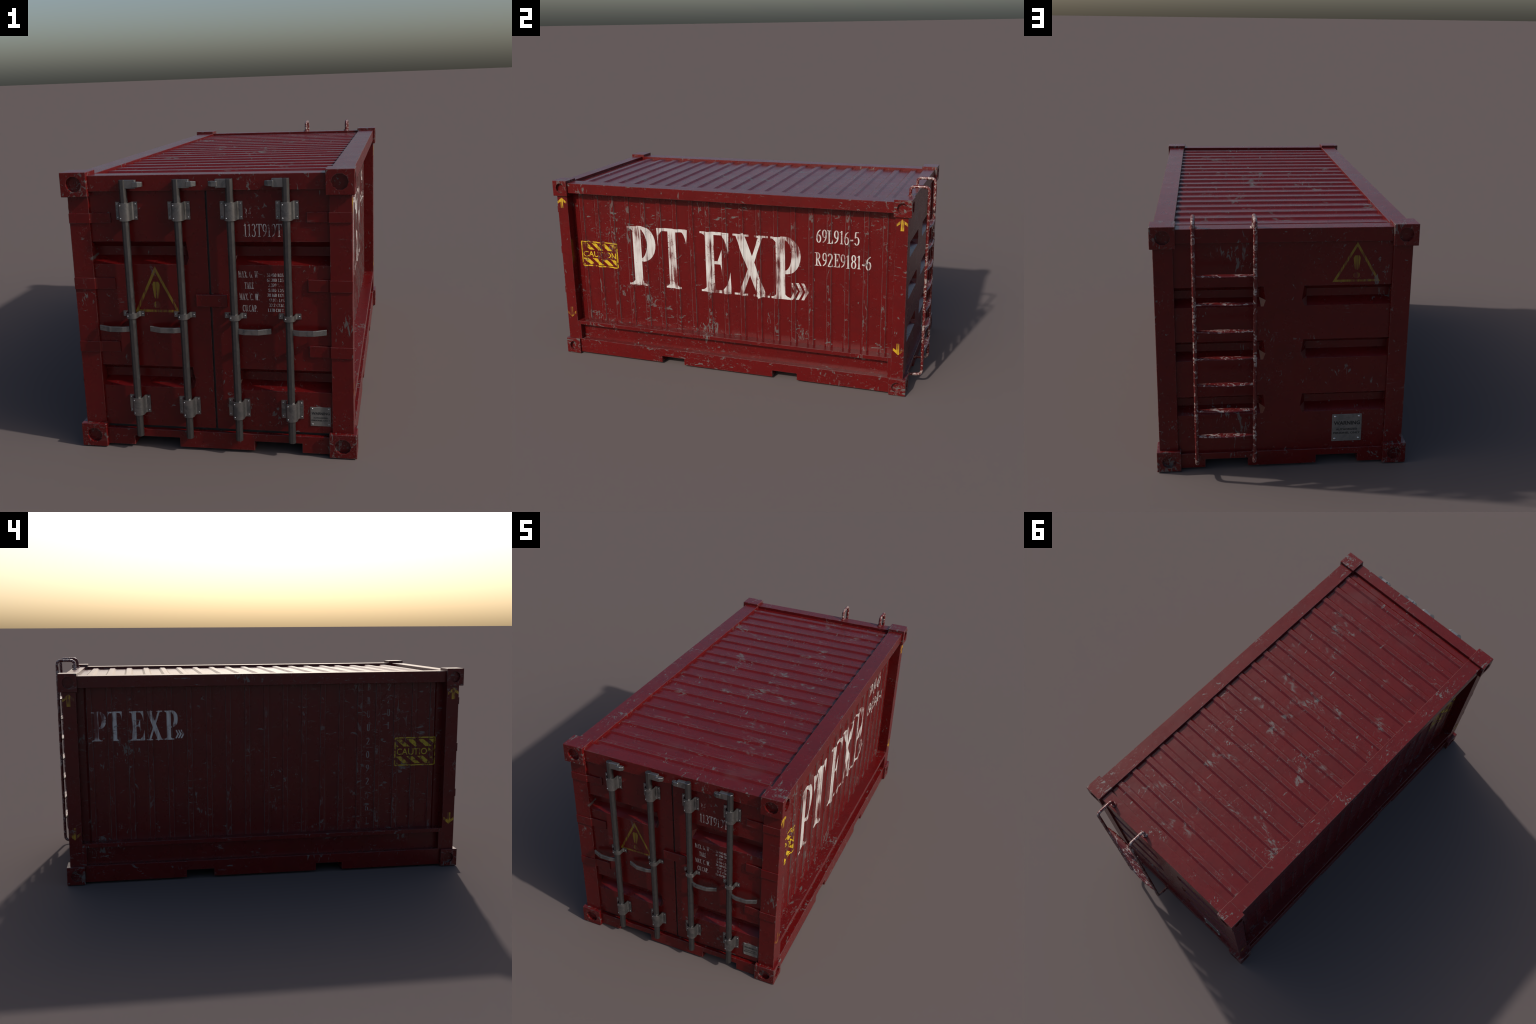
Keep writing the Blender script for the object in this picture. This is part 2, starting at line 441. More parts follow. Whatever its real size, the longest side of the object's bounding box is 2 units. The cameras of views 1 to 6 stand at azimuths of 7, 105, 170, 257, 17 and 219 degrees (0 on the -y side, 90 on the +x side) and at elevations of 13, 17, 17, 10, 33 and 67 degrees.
# ------------------------------------------------------------------ pressed end panels (doors and rear wall)
DEPTH, TAPER, ENDRUN = 0.0385, 0.0245, 0.0165
def pressed_panel(name, x_edge, x_in, z0, z1, slots, facing, mat, thick=0.012, free_edge=True):
    """Half of an end: flat sheet from x_in (middle) to x_edge (post) with horizontal pressed slots.
    Written for +x, mirrored by the sign of x_edge; facing = -1 front, +1 rear."""
    s = 1 if x_edge > x_in else -1
    yf = YC + facing * Y_WALL
    def P(x, z, d=0.0):
        return (x, yf - facing * d, z)
    bm = bmesh.new()
    soft = []
    cache = {}
    def V(x, z, d=0.0):
        k = (round(x, 5), round(z, 5), round(d, 5))
        if k not in cache:
            cache[k] = bm.verts.new(P(x, z, d))
        return cache[k]
    def F(*vs):
        bm.faces.new([V(*v) for v in vs])
    xs_mid = XC + s * 0.0715                 # bulge of the rounded slot end
    zs = z0
    for (b, t) in slots:
        m = b + 0.0240
        xt, xm, xb = xs_mid + s * 0.004, xs_mid - s * 0.0040, xs_mid + s * 0.0048
        xbk = xs_mid + s * (ENDRUN + 0.002)
        xbb = xb + s * 0.0095
        F((x_in, zs), (x_edge, zs), (x_edge, b), (xbb, b), (xb, b), (x_in, b))
        F((x_in, b), (xb, b), (xm, m), (xt, t), (x_in, t))
        # slot: top slope, back, bottom slope, end facets
        F((xt, t), (x_edge, t), (x_edge, t - TAPER, DEPTH), (xbk, t - TAPER, DEPTH))
        F((xbk, t - TAPER, DEPTH), (x_edge, t - TAPER, DEPTH), (x_edge, b + TAPER, DEPTH), (xbk, b + TAPER, DEPTH))
        F((xbk, b + TAPER, DEPTH), (x_edge, b + TAPER, DEPTH), (x_edge, b), (xbb, b))
        F((xb, b), (xbb, b), (xbk, b + TAPER, DEPTH))
        F((xb, b), (xbk, b + TAPER, DEPTH), (xm, m))
        soft.append(tuple((P(xb, b)[i] + P(xbk, b + TAPER, DEPTH)[i] + P(xbb, b)[i]) / 3 for i in range(3)))
        soft.append(tuple((P(xb, b)[i] + P(xbk, b + TAPER, DEPTH)[i] + P(xm, m)[i]) / 3 for i in range(3)))
        F((xt, t), (xm, m), (xbk, b + TAPER, DEPTH), (xbk, t - TAPER, DEPTH))
        zs_prev = zs
        zs = t
        # joint vertex so that the strip above starts at this slot's top corner
        nxt = [q for q in slots if q[0] > t]
        zn = nxt[0][0] if nxt else z1
        cache_top = (xt, t)
        if nxt:
            mm = None
        # strip above is created by the next loop turn; its lower edge needs xt
        F_lower = cache_top
        if not nxt:
            F((x_in, t), (xt, t), (x_edge, t), (x_edge, z1), (x_in, z1))
        else:
            bn = nxt[0][0]
            xbn = xs_mid + s * 0.0015
            zmid = (t + bn) / 2
            F((x_in, t), (xt, t), (x_edge, t), (x_edge, zmid), (x_in, zmid))
            zs = zmid
    # returns along the free border
    for (pa, pb) in (((x_in, z0), (x_edge, z0)), ((x_in, z1), (x_edge, z1)), ((x_in, z0), (x_in, z1)))[:3 if free_edge else 2]:
        va = bm.verts.new(P(*pa)); vb = bm.verts.new(P(*pb))
        vc = bm.verts.new(P(*pb, thick)); vd = bm.verts.new(P(*pa, thick))
        bm.faces.new((va, vb, vc, vd))
    bm.normal_update()
    tot = sum(fc.normal.y * fc.calc_area() for fc in bm.faces)
    bmesh.ops.recalc_face_normals(bm, faces=bm.faces)
    bm.normal_update()
    if sum(fc.normal.y * fc.calc_area() for fc in bm.faces) * facing < 0:
        bmesh.ops.reverse_faces(bm, faces=bm.faces)
    me = finish(bm, name, recalc=False)
    # flat lower slot-end facets: normals bent to mirror horizon glow as a pale glint
    lean = Vector((s * 0.65, facing * 0.70, 0.28)).normalized()
    nors = []
    for p in me.polygons:
        c = p.center
        hit = any((c - Vector(q)).length < 1e-4 for q in soft)
        nors += [lean if hit else p.normal.copy()] * p.loop_total
    me.shade_smooth()
    me.normals_split_custom_set(nors)
    return link(name, me, mat)

FRONT_SLOTS = [(0.2255, 0.3035), (0.6670, 0.7465)]
REAR_SLOTS = [(0.2275, 0.3060), (0.4545, 0.5325), (0.6690, 0.7475)]
doors = {}
for s in (-1, 1):
    doors[s] = pressed_panel("door", XC + s * 0.405, XC + s * 0.0034, 0.0785, Z_RAIL0 + 0.001, FRONT_SLOTS, -1, M_REDEND)
    pressed_panel("rear_wall", XC + s * 0.405, XC, 0.066, Z_RAIL0 + 0.001, REAR_SLOTS, 1, M_REDEND, free_edge=False)
box("door_gasket", XC - 0.0075, XC + 0.0075, sy(-1, 0.88), sy(-1, Y_WALL - 0.0050), 0.066, Z_RAIL0 + 0.002, M_GASKET, bev=0)
box("door_gasket", XC - 0.405, XC + 0.405, sy(-1, 0.88), sy(-1, Y_WALL - 0.0060), 0.0675, 0.0805, M_GASKET, bev=0)

# hinge straps: on the post, then a small step down to the door
for s in (-1, 1):
    for (z0, z1) in ((0.353, 0.392), (0.580, 0.6205), (0.811, 0.845)):
        bm = bmesh.new()
        prof = [(0.4775, -Y_POST - 0.0032), (0.4035, -Y_POST - 0.0032), (0.3975, -Y_WALL - 0.0065),
                (0.3315, -Y_WALL - 0.0050), (0.3315, -Y_WALL + 0.001), (0.4775, -Y_POST + 0.002)]
        extrude_loop(bm, prof, z0, z1, lambda p, t: (sx(s, p[0]), YC + p[1], t))
        bmesh.ops.recalc_face_normals(bm, faces=bm.faces)
        bevel_all(bm, 0.0008, 20)
        link("hinge_strap", finish(bm, "hinge_strap"), M_REDEND, doors[s])
box("centre_latch", -0.0445, 0.0635, -0.9515, -0.938, 0.5235, 0.5665, M_REDEND, doors[-1], bev=0.0015)

# ------------------------------------------------------------------ lock bars
def octagon(r, off=math.pi / 8, n=8):
    return [(math.cos(off + 2 * math.pi * k / n) * r, math.sin(off + 2 * math.pi * k / n) * r) for k in range(n)]

BAR_Y = -0.9650
bm = bmesh.new()
extrude_loop(bm, octagon(0.0131), 0.0505, 0.9585, lambda p, t: (p[0], p[1], t))
bmesh.ops.recalc_face_normals(bm, faces=bm.faces)
bevel_all(bm, 0.0006, 20)
bar_mesh = finish(bm, "lock_bar"); bar_mesh.materials.append(M_STEEL)

def clamp_mesh(h, flange=0.0375):
    """pressed saddle: two flanges and a rounded hump, open at both ends; plus rivets"""
    yb = -Y_WALL + YC - BAR_Y            # door plane relative to bar axis
    t = 0.0036
    yo = yb - t - 0.0012
    hump = [(-0.0198 * math.cos(math.radians(k)), -0.0005 - 0.0158 * math.sin(math.radians(k))) for k in (0, 22, 45, 67, 90)]
    outer = [(-flange, yo), (-0.0245, yo), (-0.0208, yo - 0.0030)] + hump
    outer = outer + [(-x, y) for x, y in reversed(outer[:-1])]
    inner = [(-flange, yb + 0.001), (-0.0205, yb + 0.001), (-0.0180, yb - 0.002)] + [(x * 0.84, y * 0.80 + 0.0006) for x, y in hump]
    inner = inner + [(-x, y) for x, y in reversed(inner[:-1])]
    bm = bmesh.new()
    n = len(outer)
    va = [[bm.verts.new((x, y, z)) for (x, y) in outer] for z in (-h / 2, h / 2)]
    vi = [[bm.verts.new((x, y, z)) for (x, y) in inner] for z in (-h / 2, h / 2)]
    for i in range(n - 1):
        bm.faces.new((va[0][i], va[0][i + 1], va[1][i + 1], va[1][i]))
        bm.faces.new((vi[0][i + 1], vi[0][i], vi[1][i], vi[1][i + 1]))
        for k in (0, 1):
            bm.faces.new((va[k][i], vi[k][i], vi[k][i + 1], va[k][i + 1]))
    for i in (0, n - 1):
        bm.faces.new((va[0][i], va[1][i], vi[1][i], vi[0][i]))
    bmesh.ops.recalc_face_normals(bm, faces=bm.faces)
    me = finish(bm, "bar_clamp", smooth=28)
    me.materials.append(M_CLAMP)
    yfl = yb - t - 0.0012
    return me, yfl

def rivet_mesh(r, name="rivet", mat=None):
    bm = bmesh.new()
    bmesh.ops.create_uvsphere(bm, u_segments=12, v_segments=8, radius=r)
    for v in bm.verts:
        v.co.y *= 0.55
    me = finish(bm, name, smooth=60)
    me.materials.append(mat or M_RIVET)
    return me
RIVET = rivet_mesh(0.0026)
CL_BIG, YFL = clamp_mesh(0.060)
CL_LOW, _ = clamp_mesh(0.064)
CL_MID, _ = clamp_mesh(0.0185)

def hook_mesh():
    """cam hook at the head of a bar, reaching to +x"""
    bm = bmesh.new()
    add_box(bm, 0.004, 0.0445, -0.0088, 0.008, 0.9300, 0.9583)
    add_box(bm, 0.0375, 0.0560, -0.0150, 0.004, 0.9345, 0.9525)
    vs = add_box(bm, 0.0550, 0.0675, -0.0150, 0.004, 0.9345, 0.9525)
    for v in vs:
        if v.co.x > 0.06:
            v.co.z = 0.9435 + (v.co.z - 0.9435) * 0.86
            if v.co.y < 0:
                v.co.y = -0.0075
    bmesh.ops.recalc_face_normals(bm, faces=bm.faces)
    bevel_all(bm, 0.0012, 15)
    me = finish(bm, "cam_hook"); me.materials.append(M_CLAMP)
    return me
HOOK = hook_mesh()

def handle_mesh():
    """bowed flat lever reaching to +x from the bar"""
    bm = bmesh.new()
    st = [(0.000, -0.0010), (0.034, -0.0125), (0.080, -0.0125), (0.122, 0.0045)]
    rings = []
    for i, (x, yf) in enumerate(st):
        hh = 0.0092
        th = 0.0080
        rings.append([bm.verts.new((x, y, z)) for (y, z) in ((yf, -hh), (yf, hh), (yf + th, hh), (yf + th, -hh))])
    for a, b in zip(rings, rings[1:]):
        for i in range(4):
            j = (i + 1) % 4
            bm.faces.new((a[i], a[j], b[j], b[i]))
    bm.faces.new(rings[0]); bm.faces.new(list(reversed(rings[-1])))
    bmesh.ops.recalc_face_normals(bm, faces=bm.faces)
    bevel_all(bm, 0.0008, 60)
    me = finish(bm, "door_handle"); me.materials.append(M_CLAMP)
    return me
HANDLE = handle_mesh()

BARS = [(-0.2690, 1, -1), (-0.0877, 1, -1), (0.0890, -1, 1), (0.2728, -1, 1)]   # x, hook side, handle side
for bx, hs, ls in BARS:
    bar = link("lock_bar", bar_mesh, None, root, (bx, BAR_Y, 0))
    hk = link("cam_hook", HOOK, None, bar); hk.scale = (hs, 1, 1)
    hd = link("door_handle", HANDLE, None, bar, (0, 0, 0.4452)); hd.scale = (ls, 1, 1)
    for me, z, hgt in ((CL_BIG, 0.8525, 0.060), (CL_LOW, 0.1630, 0.064), (CL_MID, 0.4945, 0.0185)):
        link("bar_clamp", me, None, bar, (0, 0, z))
        rows = (-1, 1) if hgt > 0.03 else (0,)
        for r in rows:
            for x in (-0.0315, 0.0315):
                link("rivet", RIVET, None, bar, (x, YFL - 0.0002, z + r * (hgt / 2 - 0.0075)))
            link("rivet", RIVET, None, bar, (-0.0105, -0.0142, z + r * (hgt / 2 - 0.0085)))

# ------------------------------------------------------------------ ladder
lad = bpy.data.objects.new("ladder", None)
bpy.context.scene.collection.objects.link(lad); lad.parent = root
R_UP = 0.0075
def tube(pts, r, n=10, corner=0.0):
    """round tube through pts with rounded corners"""
    P = [Vector(p) for p in pts]
    path = [P[0]]
    for i in range(1, len(P) - 1):
        a = (P[i - 1] - P[i]).normalized(); b = (P[i + 1] - P[i]).normalized()
        for k in range(5):
            u = k / 4
            path.append(P[i] + a * corner * (1 - u) ** 2 + b * corner * u ** 2)
    path.append(P[-1])
    bm = bmesh.new()
    rings = []
    for i, p in enumerate(path):
        d = ((path[min(i + 1, len(path) - 1)] - path[max(i - 1, 0)])).normalized()
        u = Vector((1, 0, 0)) if abs(d.x) < 0.9 else Vector((0, 0, 1))
        u = (u - d * u.dot(d)).normalized(); w = d.cross(u)
        rings.append([bm.verts.new(p + (u * math.cos(2 * math.pi * k / n) + w * math.sin(2 * math.pi * k / n)) * r) for k in range(n)])
    for a, b in zip(rings, rings[1:]):
        for k in range(n):
            bm.faces.new((a[k], a[(k + 1) % n], b[(k + 1) % n], b[k]))
    bm.faces.new(rings[0]); bm.faces.new(list(reversed(rings[-1])))
    return bm
LX = (0.3352, 0.1163)
LY = 1.0010
RUNGS = [0.8165 - 0.1060 * k for k in range(7)]
for x in LX:
    bm = tube([(x, 0.912, 0.9725), (x, 0.912, 1.0190), (x, LY, 1.0190), (x, LY, 0.0600), (x, 0.936, 0.0525)], R_UP, 12, 0.022)
    up = link("ladder_upright", finish(bm, "ladder_upright", smooth=50), M_LADDER, lad)
    for c, ax in (((x, 0.912, 0.9745), 'z'), ((x, 0.9345, 0.0515), 'y')):
        bm = bmesh.new()
        bmesh.ops.create_cone(bm, cap_ends=True, segments=12, radius1=0.0140, radius2=0.0125, depth=0.005,
                              matrix=Matrix.Translation(c) @ (Matrix.Rotation(math.pi / 2, 4, 'X') if ax == 'y' else Matrix.Identity(4)))
        link("mounting_foot", finish(bm, "mounting_foot", smooth=40), M_LADDER, up)
    for z in RUNGS:
        bm = bmesh.new()
        bmesh.ops.create_cone(bm, cap_ends=True, segments=12, radius1=0.0088, radius2=0.0088, depth=0.0060, matrix=Matrix.Translation((x, LY, z)))
        link("weld_collar", finish(bm, "weld_collar", smooth=40), M_LADDER, up)
def tread():
    """rung: flattened bar, narrow at the welds and broad in the middle"""
    bm = bmesh.new()
    rings = []
    steps, n = 14, 12
    for i in range(steps + 1):
        t = i / steps
        a = 0.0052 + 0.0105 * math.sin(math.pi * t) ** 0.75
        c = 0.0042 + 0.0010 * math.sin(math.pi * t)
        x = LX[0] + (LX[1] - LX[0]) * t
        rings.append([bm.verts.new((x, a * math.cos(2 * math.pi * k / n), c * math.sin(2 * math.pi * k / n))) for k in range(n)])
    for p, q in zip(rings, rings[1:]):
        for k in range(n):
            bm.faces.new((p[k], p[(k + 1) % n], q[(k + 1) % n], q[k]))
    bm.faces.new(rings[0]); bm.faces.new(list(reversed(rings[-1])))
    me = finish(bm, "ladder_rung", smooth=60)
    me.materials.append(M_LADDER)
    return me
TREAD = tread()
for z in RUNGS:
    link("ladder_rung", TREAD, None, lad, (0, LY - 0.002, z))

# ------------------------------------------------------------------ lettering
# Serif stencil alphabet drawn as pen strokes: vertical strokes are thick, horizontal ones thin.
def arc(cx, cy, rx, ry, a0, a1, n=14):
    return [(cx + rx * math.cos(math.radians(a0 + (a1 - a0) * k / n)), cy + ry * math.sin(math.radians(a0 + (a1 - a0) * k / n))) for k in range(n + 1)]

# each glyph: (width, [strokes], [serif bars (x0,x1,y)], [triangles]); cap height = 1
GL = {
 'P': (0.52, [[(0.17, 0), (0.17, 1)], [(0.17, 0.985)] + arc(0.235, 0.712, 0.205, 0.273, 90, -90) + [(0.17, 0.439)]], [(0.0, 0.36, 0), (0.0, 0.22, 1)], []),
 'T': (0.56, [[(0.28, 0), (0.28, 1)], [(0.02, 0.98), (0.54, 0.98)]], [(0.14, 0.42, 0)],
       [[(0.0, 1), (0.075, 0.97), (0.022, 0.70)], [(0.56, 1), (0.485, 0.97), (0.538, 0.70)]]),
 'E': (0.55, [[(0.17, 0), (0.17, 1)], [(0.17, 0.98), (0.50, 0.98)], [(0.17, 0.02), (0.52, 0.02)], [(0.17, 0.50), (0.38, 0.50)]], [(0.0, 0.24, 0), (0.0, 0.24, 1)],
       [[(0.515, 1), (0.42, 0.97), (0.50, 0.66)], [(0.545, 0), (0.42, 0.03), (0.53, 0.36)], [(0.385, 0.72), (0.33, 0.5), (0.385, 0.28)]]),
 'X': (0.64, [[(0.12, 1), (0.51, 0)], [(0.50, 1), (0.13, 0)]], [(0.0, 0.28, 1), (0.38, 0.62, 1), (0.01, 0.25, 0), (0.35, 0.64, 0)], []),
 'L': (0.50, [[(0.17, 0), (0.17, 1)], [(0.17, 0.02), (0.46, 0.02)]], [(0.0, 0.34, 1), (0.0, 0.24, 0)], [[(0.49, 0), (0.36, 0.03), (0.475, 0.34)]]),
 'R': (0.60, [[(0.17, 0), (0.17, 1)], [(0.17, 0.985)] + arc(0.235, 0.745, 0.19, 0.24, 90, -90) + [(0.17, 0.505)], [(0.27, 0.50), (0.52, 0.0)]], [(0.0, 0.34, 0), (0.0, 0.22, 1), (0.44, 0.60, 0)], []),
 'B': (0.52, [[(0.17, 0), (0.17, 1)], [(0.17, 0.985)] + arc(0.23, 0.755, 0.17, 0.23, 90, -90) + [(0.17, 0.525)], [(0.17, 0.525)] + arc(0.24, 0.27, 0.20, 0.255, 90, -90) + [(0.17, 0.015)]], [(0.0, 0.22, 0), (0.0, 0.22, 1)], []),
 'U': (0.56, [[(0.14, 1), (0.14, 0.28)] + arc(0.29, 0.26, 0.15, 0.24, 180, 360) + [(0.44, 1)]], [(0.0, 0.28, 1), (0.36, 0.54, 1)], []),
 'M': (0.74, [[(0.12, 0), (0.12, 1)], [(0.13, 1), (0.37, 0.05)], [(0.37, 0.05), (0.60, 1)], [(0.60, 1), (0.60, 0)]], [(0.0, 0.24, 0), (0.47, 0.74, 0), (0.0, 0.16, 1), (0.58, 0.74, 1)], []),
 'A': (0.60, [[(0.08, 0), (0.29, 1)], [(0.29, 1), (0.50, 0)], [(0.15, 0.34), (0.43, 0.34)]], [(0.0, 0.2, 0), (0.36, 0.60, 0)], []),
 'C': (0.52, [arc(0.29, 0.5, 0.24, 0.49, 48, 312, 20)], [], [[(0.47, 1), (0.40, 0.9), (0.475, 0.66)], [(0.47, 0.05), (0.40, 0.10), (0.475, 0.3)]]),
 'G': (0.56, [arc(0.29, 0.5, 0.24, 0.49, 48, 330, 20), [(0.46, 0.05), (0.46, 0.42)]], [(0.34, 0.56, 0.43)], [[(0.47, 1), (0.40, 0.9), (0.475, 0.66)]]),
 'W': (0.80, [[(0.08, 1), (0.25, 0)], [(0.25, 0), (0.41, 1)], [(0.39, 1), (0.56, 0)], [(0.56, 0), (0.71, 1)]], [(0.0, 0.2, 1), (0.30, 0.5, 1), (0.62, 0.8, 1)], []),
 'K': (0.60, [[(0.15, 0), (0.15, 1)], [(0.46, 1), (0.17, 0.42)], [(0.24, 0.56), (0.50, 0)]], [(0.0, 0.30, 0), (0.0, 0.30, 1), (0.36, 0.56, 1), (0.38, 0.6, 0)], []),
 'S': (0.46, [arc(0.23, 0.745, 0.165, 0.24, 40, 270, 12)[:-1] + arc(0.23, 0.26, 0.17, 0.245, 90, -140, 12)], [], [[(0.385, 1), (0.33, 0.88), (0.39, 0.68)], [(0.05, 0.0), (0.10, 0.12), (0.045, 0.34)]]),
 'F': (0.50, [[(0.17, 0), (0.17, 1)], [(0.17, 0.98), (0.46, 0.98)], [(0.17, 0.5), (0.36, 0.5)]], [(0.0, 0.34, 0), (0.0, 0.24, 1)], [[(0.48, 1), (0.38, 0.97), (0.465, 0.68)]]),
 '0': (0.46, [arc(0.23, 0.5, 0.17, 0.49, 90, 450, 24)], [], []),
 '1': (0.36, [[(0.18, 0), (0.18, 1)], [(0.17, 0.97), (0.05, 0.86)]], [(0.04, 0.32, 0)], []),
 '2': (0.46, [arc(0.22, 0.74, 0.16, 0.25, 165, -25, 12) + [(0.06, 0.04)], [(0.05, 0.035), (0.40, 0.035)]], [], [[(0.42, 0), (0.34, 0.05), (0.43, 0.24)]]),
 '3': (0.46, [arc(0.20, 0.76, 0.15, 0.23, 150, -80, 12), arc(0.20, 0.27, 0.18, 0.26, 85, -150, 12)], [], []),
 '4': (0.48, [[(0.34, 0), (0.34, 1)], [(0.33, 0.98), (0.04, 0.30)], [(0.03, 0.28), (0.46, 0.28)]], [(0.22, 0.44, 0)], []),
 '5': (0.46, [[(0.12, 0.96), (0.40, 0.96)], [(0.12, 0.97), (0.09, 0.52)], arc(0.21, 0.31, 0.18, 0.30, 130, -150, 14)], [], []),
 '6': (0.46, [[(0.38, 0.97)] + arc(0.42, 0.36, 0.35, 0.60, 112, 180, 8)[1:] + arc(0.23, 0.30, 0.16, 0.285, 180, 540, 20)], [], []),
 '7': (0.44, [[(0.04, 0.96), (0.40, 0.96)], [(0.40, 0.96), (0.18, 0)]], [], []),
 '8': (0.46, [arc(0.23, 0.76, 0.145, 0.23, 90, 450, 18), arc(0.23, 0.27, 0.17, 0.26, 90, 450, 18)], [], []),
 '9': (0.46, [[(0.08, 0.03)] + arc(0.04, 0.64, 0.35, 0.60, -68, 0, 8)[1:] + arc(0.23, 0.70, 0.16, 0.285, 0, 360, 20)], [], []),
 '-': (0.32, [], [], [[(0.04, 0.29), (0.27, 0.29), (0.27, 0.40), (0.04, 0.40)]]),
 '.': (0.20, [], [], [[(0.05, 0.0), (0.14, 0.0), (0.14, 0.12), (0.05, 0.12)]]),
 ' ': (0.26, [], [], []),
}

def stroke_polys(pts, thick, thin):
    """quads along a polyline, wide where it runs vertically"""
    n = len(pts)
    L, R = [], []
    for i in range(n):
        a = pts[max(i - 1, 0)]; b = pts[min(i + 1, n - 1)]
        dx, dy = b[0] - a[0], b[1] - a[1]
        l = math.hypot(dx, dy) or 1
        dx, dy = dx / l, dy / l
        lean = dx * dy < 0                       # strokes falling to the right are the heavy ones
        k = abs(dy) ** 1.6
        if n == 2 and 0.15 < abs(dx) < 0.9:
            k = 1.0 if lean else 0.18
        w = (thin + (thick - thin) * k) / 2
        L.append((pts[i][0] - dy * w, pts[i][1] + dx * w))
        R.append((pts[i][0] + dy * w, pts[i][1] - dx * w))
    return [[L[i], L[i + 1], R[i + 1], R[i]] for i in range(n - 1)]

def fillet(corner, a, b, n=5):
    """corner piece with a hollow curved edge from a to b"""
    k = (corner[0] + 0.22 * (a[0] + b[0] - 2 * corner[0]), corner[1] + 0.22 * (a[1] + b[1] - 2 * corner[1]))
    pts = [corner]
    for i in range(n + 1):
        t = i / n
        pts.append(tuple((1 - t) ** 2 * a[j] + 2 * t * (1 - t) * k[j] + t * t * b[j] for j in (0, 1)))
    return pts

def glyph_polys(ch, thick, thin, serif):
    w, strokes, bars, tris = GL[ch]
    groups = []
    for s in strokes:
        groups.append(stroke_polys(s, thick, thin))
    for (x0, x1, y) in bars:
        d = serif if y < 0.5 else -serif
        groups.append([[(x0, y), (x1, y), (x1, y + d), (x0, y + d)]])
        # brackets that swell the serif towards the stem
        stems = [s[0][0] for s in strokes if len(s) == 2 and s[0][0] == s[1][0] and x0 - 0.02 < s[0][0] < x1 + 0.02]
        for xs in stems:
            for sg in (-1, 1):
                reach = (xs - thick / 2 - x0) if sg < 0 else (x1 - xs - thick / 2)
                if reach > 0.04:
                    c = (xs + sg * (thick / 2 - 0.01), y + d * 0.9)
                    groups.append([fillet(c, (c[0], c[1] + d * 2.2), (c[0] + sg * (reach * 0.85 + 0.01), c[1]))])
    for t in tris:
        if len(t) == 3:      # beak: corner, point on the arm, tip; hollow inner edge
            groups.append([fillet(t[0], (t[1][0] + (t[1][0] - t[0][0]) * 0.6, t[1][1]), t[2])])
        else:
            groups.append([t])
    return w, groups

def layout(text, thick=0.14, thin=0.045, serif=0.035, gap=0.05):
    """returns list of per-character group lists in text units"""
    x = 0.0
    out = []
    for ch in text:
        w, groups = glyph_polys(ch, thick, thin, serif)
        out.append([[[(px + x, py) for px, py in q] for q in g] for g in groups])
        x += w + gap
    return out

def bounds(chars):
    xs = [p[0] for c in chars for g in c for q in g for p in q]
    ys = [p[1] for c in chars for g in c for q in g for p in q]
    return min(xs), max(xs), min(ys), max(ys)

def fit(chars, u0, u1, v0, v1):
    a, b, c, d = bounds(chars)
    c, d = 0.0, 1.0
    f = lambda p: (u0 + (p[0] - a) / (b - a) * (u1 - u0), v0 + (p[1] - c) / (d - c) * (v1 - v0))
    return [[[[f(p) for p in q] for q in g] for g in ch] for ch in chars]

# surfaces that writing is laid on: (u, v, lift) -> point
def on_right(u, v, o):  return (sx(1, X_PAN + (X_RIB - X_PAN) * rib_height(u)) + o, u, v)
def on_left(u, v, o):   return (sx(-1, X_PAN + (X_RIB - X_PAN) * rib_height(-u)) - o, -u, v)
def on_front(u, v, o):  return (u, YC - Y_WALL - o, v)
def on_rear(u, v, o):   return (-u, YC + Y_WALL + o, v)
def on_post_r(u, v, o): return (sx(1, X_OUT) + o, u, v)
def on_post_l(u, v, o): return (sx(-1, X_OUT) - o, -u, v)

LIFT = 0.0005
def decal(name, groups, surf, mat, parent, breaks=None, lift=LIFT):
    """groups of 2D polygons laid on a surface; each group sits a hair above the previous one"""
    bm = bmesh.new()
    lay = bm.verts.layers.int.new("g")
    for gi, g in enumerate(groups):
        for q in g:
            area = sum(q[i][0] * q[(i + 1) % len(q)][1] - q[(i + 1) % len(q)][0] * q[i][1] for i in range(len(q)))
            if abs(area) < 1e-10:
                continue
            vs = [bm.verts.new((p[0], p[1], 0)) for p in (q if area > 0 else list(reversed(q)))]
            for v in vs:
                v[lay] = gi
            f = bm.faces.new(vs)
            if len(vs) > 4:
                bmesh.ops.triangulate(bm, faces=[f])
    if breaks:
        us = [v.co.x for v in bm.verts]
        for b in breaks:
            if min(us) < b < max(us):
                bmesh.ops.bisect_plane(bm, geom=bm.verts[:] + bm.edges[:] + bm.faces[:], plane_co=(b, 0, 0), plane_no=(1, 0, 0), dist=1e-6)
        # vertices made by the cut take the level of their face neighbours
        for f in bm.faces:
            lv = max(v[lay] for v in f.verts)
            for v in f.verts:
                v[lay] = max(v[lay], lv)
    for v in bm.verts:
        v.co = Vector(surf(v.co.x, v.co.y, lift + 0.00005 * v[lay]))
    bm.normal_update()
    me = finish(bm, name, recalc=False)
    return link(name, me, mat, parent)

BR_R = BREAKS
BR_L = [-b for b in BREAKS]

# --- big name on the right wall, one object per letter
def word_letters(parts, v0, v1, surf, mat, parent, breaks):
    for ch, u0, u1, th in parts:
        chars = fit(layout(ch, th, 0.05, 0.032), u0, u1, v0, v1)
        decal("letter", chars[0], surf, mat, parent, breaks)
TH = 0.152
word_letters([('P', -0.5695, -0.4075, TH), ('T', -0.3975, -0.2215, TH), ('E', -0.1495, 0.0200, TH), ('X', 0.0330, 0.2290, TH), ('P', 0.2370, 0.3940, TH)],
             0.4215, 0.7480, on_right, M_WHITE, walls[1], BR_R)
word_letters([('P', -0.8080, -0.7410, TH), ('T', -0.7380, -0.6675, TH), ('E', -0.6356, -0.5650, TH), ('X', -0.5587, -0.4800, TH), ('P', -0.4750, -0.4097, TH)],
             0.6670, 0.8035, on_left, M_WHITEB, walls[-1], BR_L)
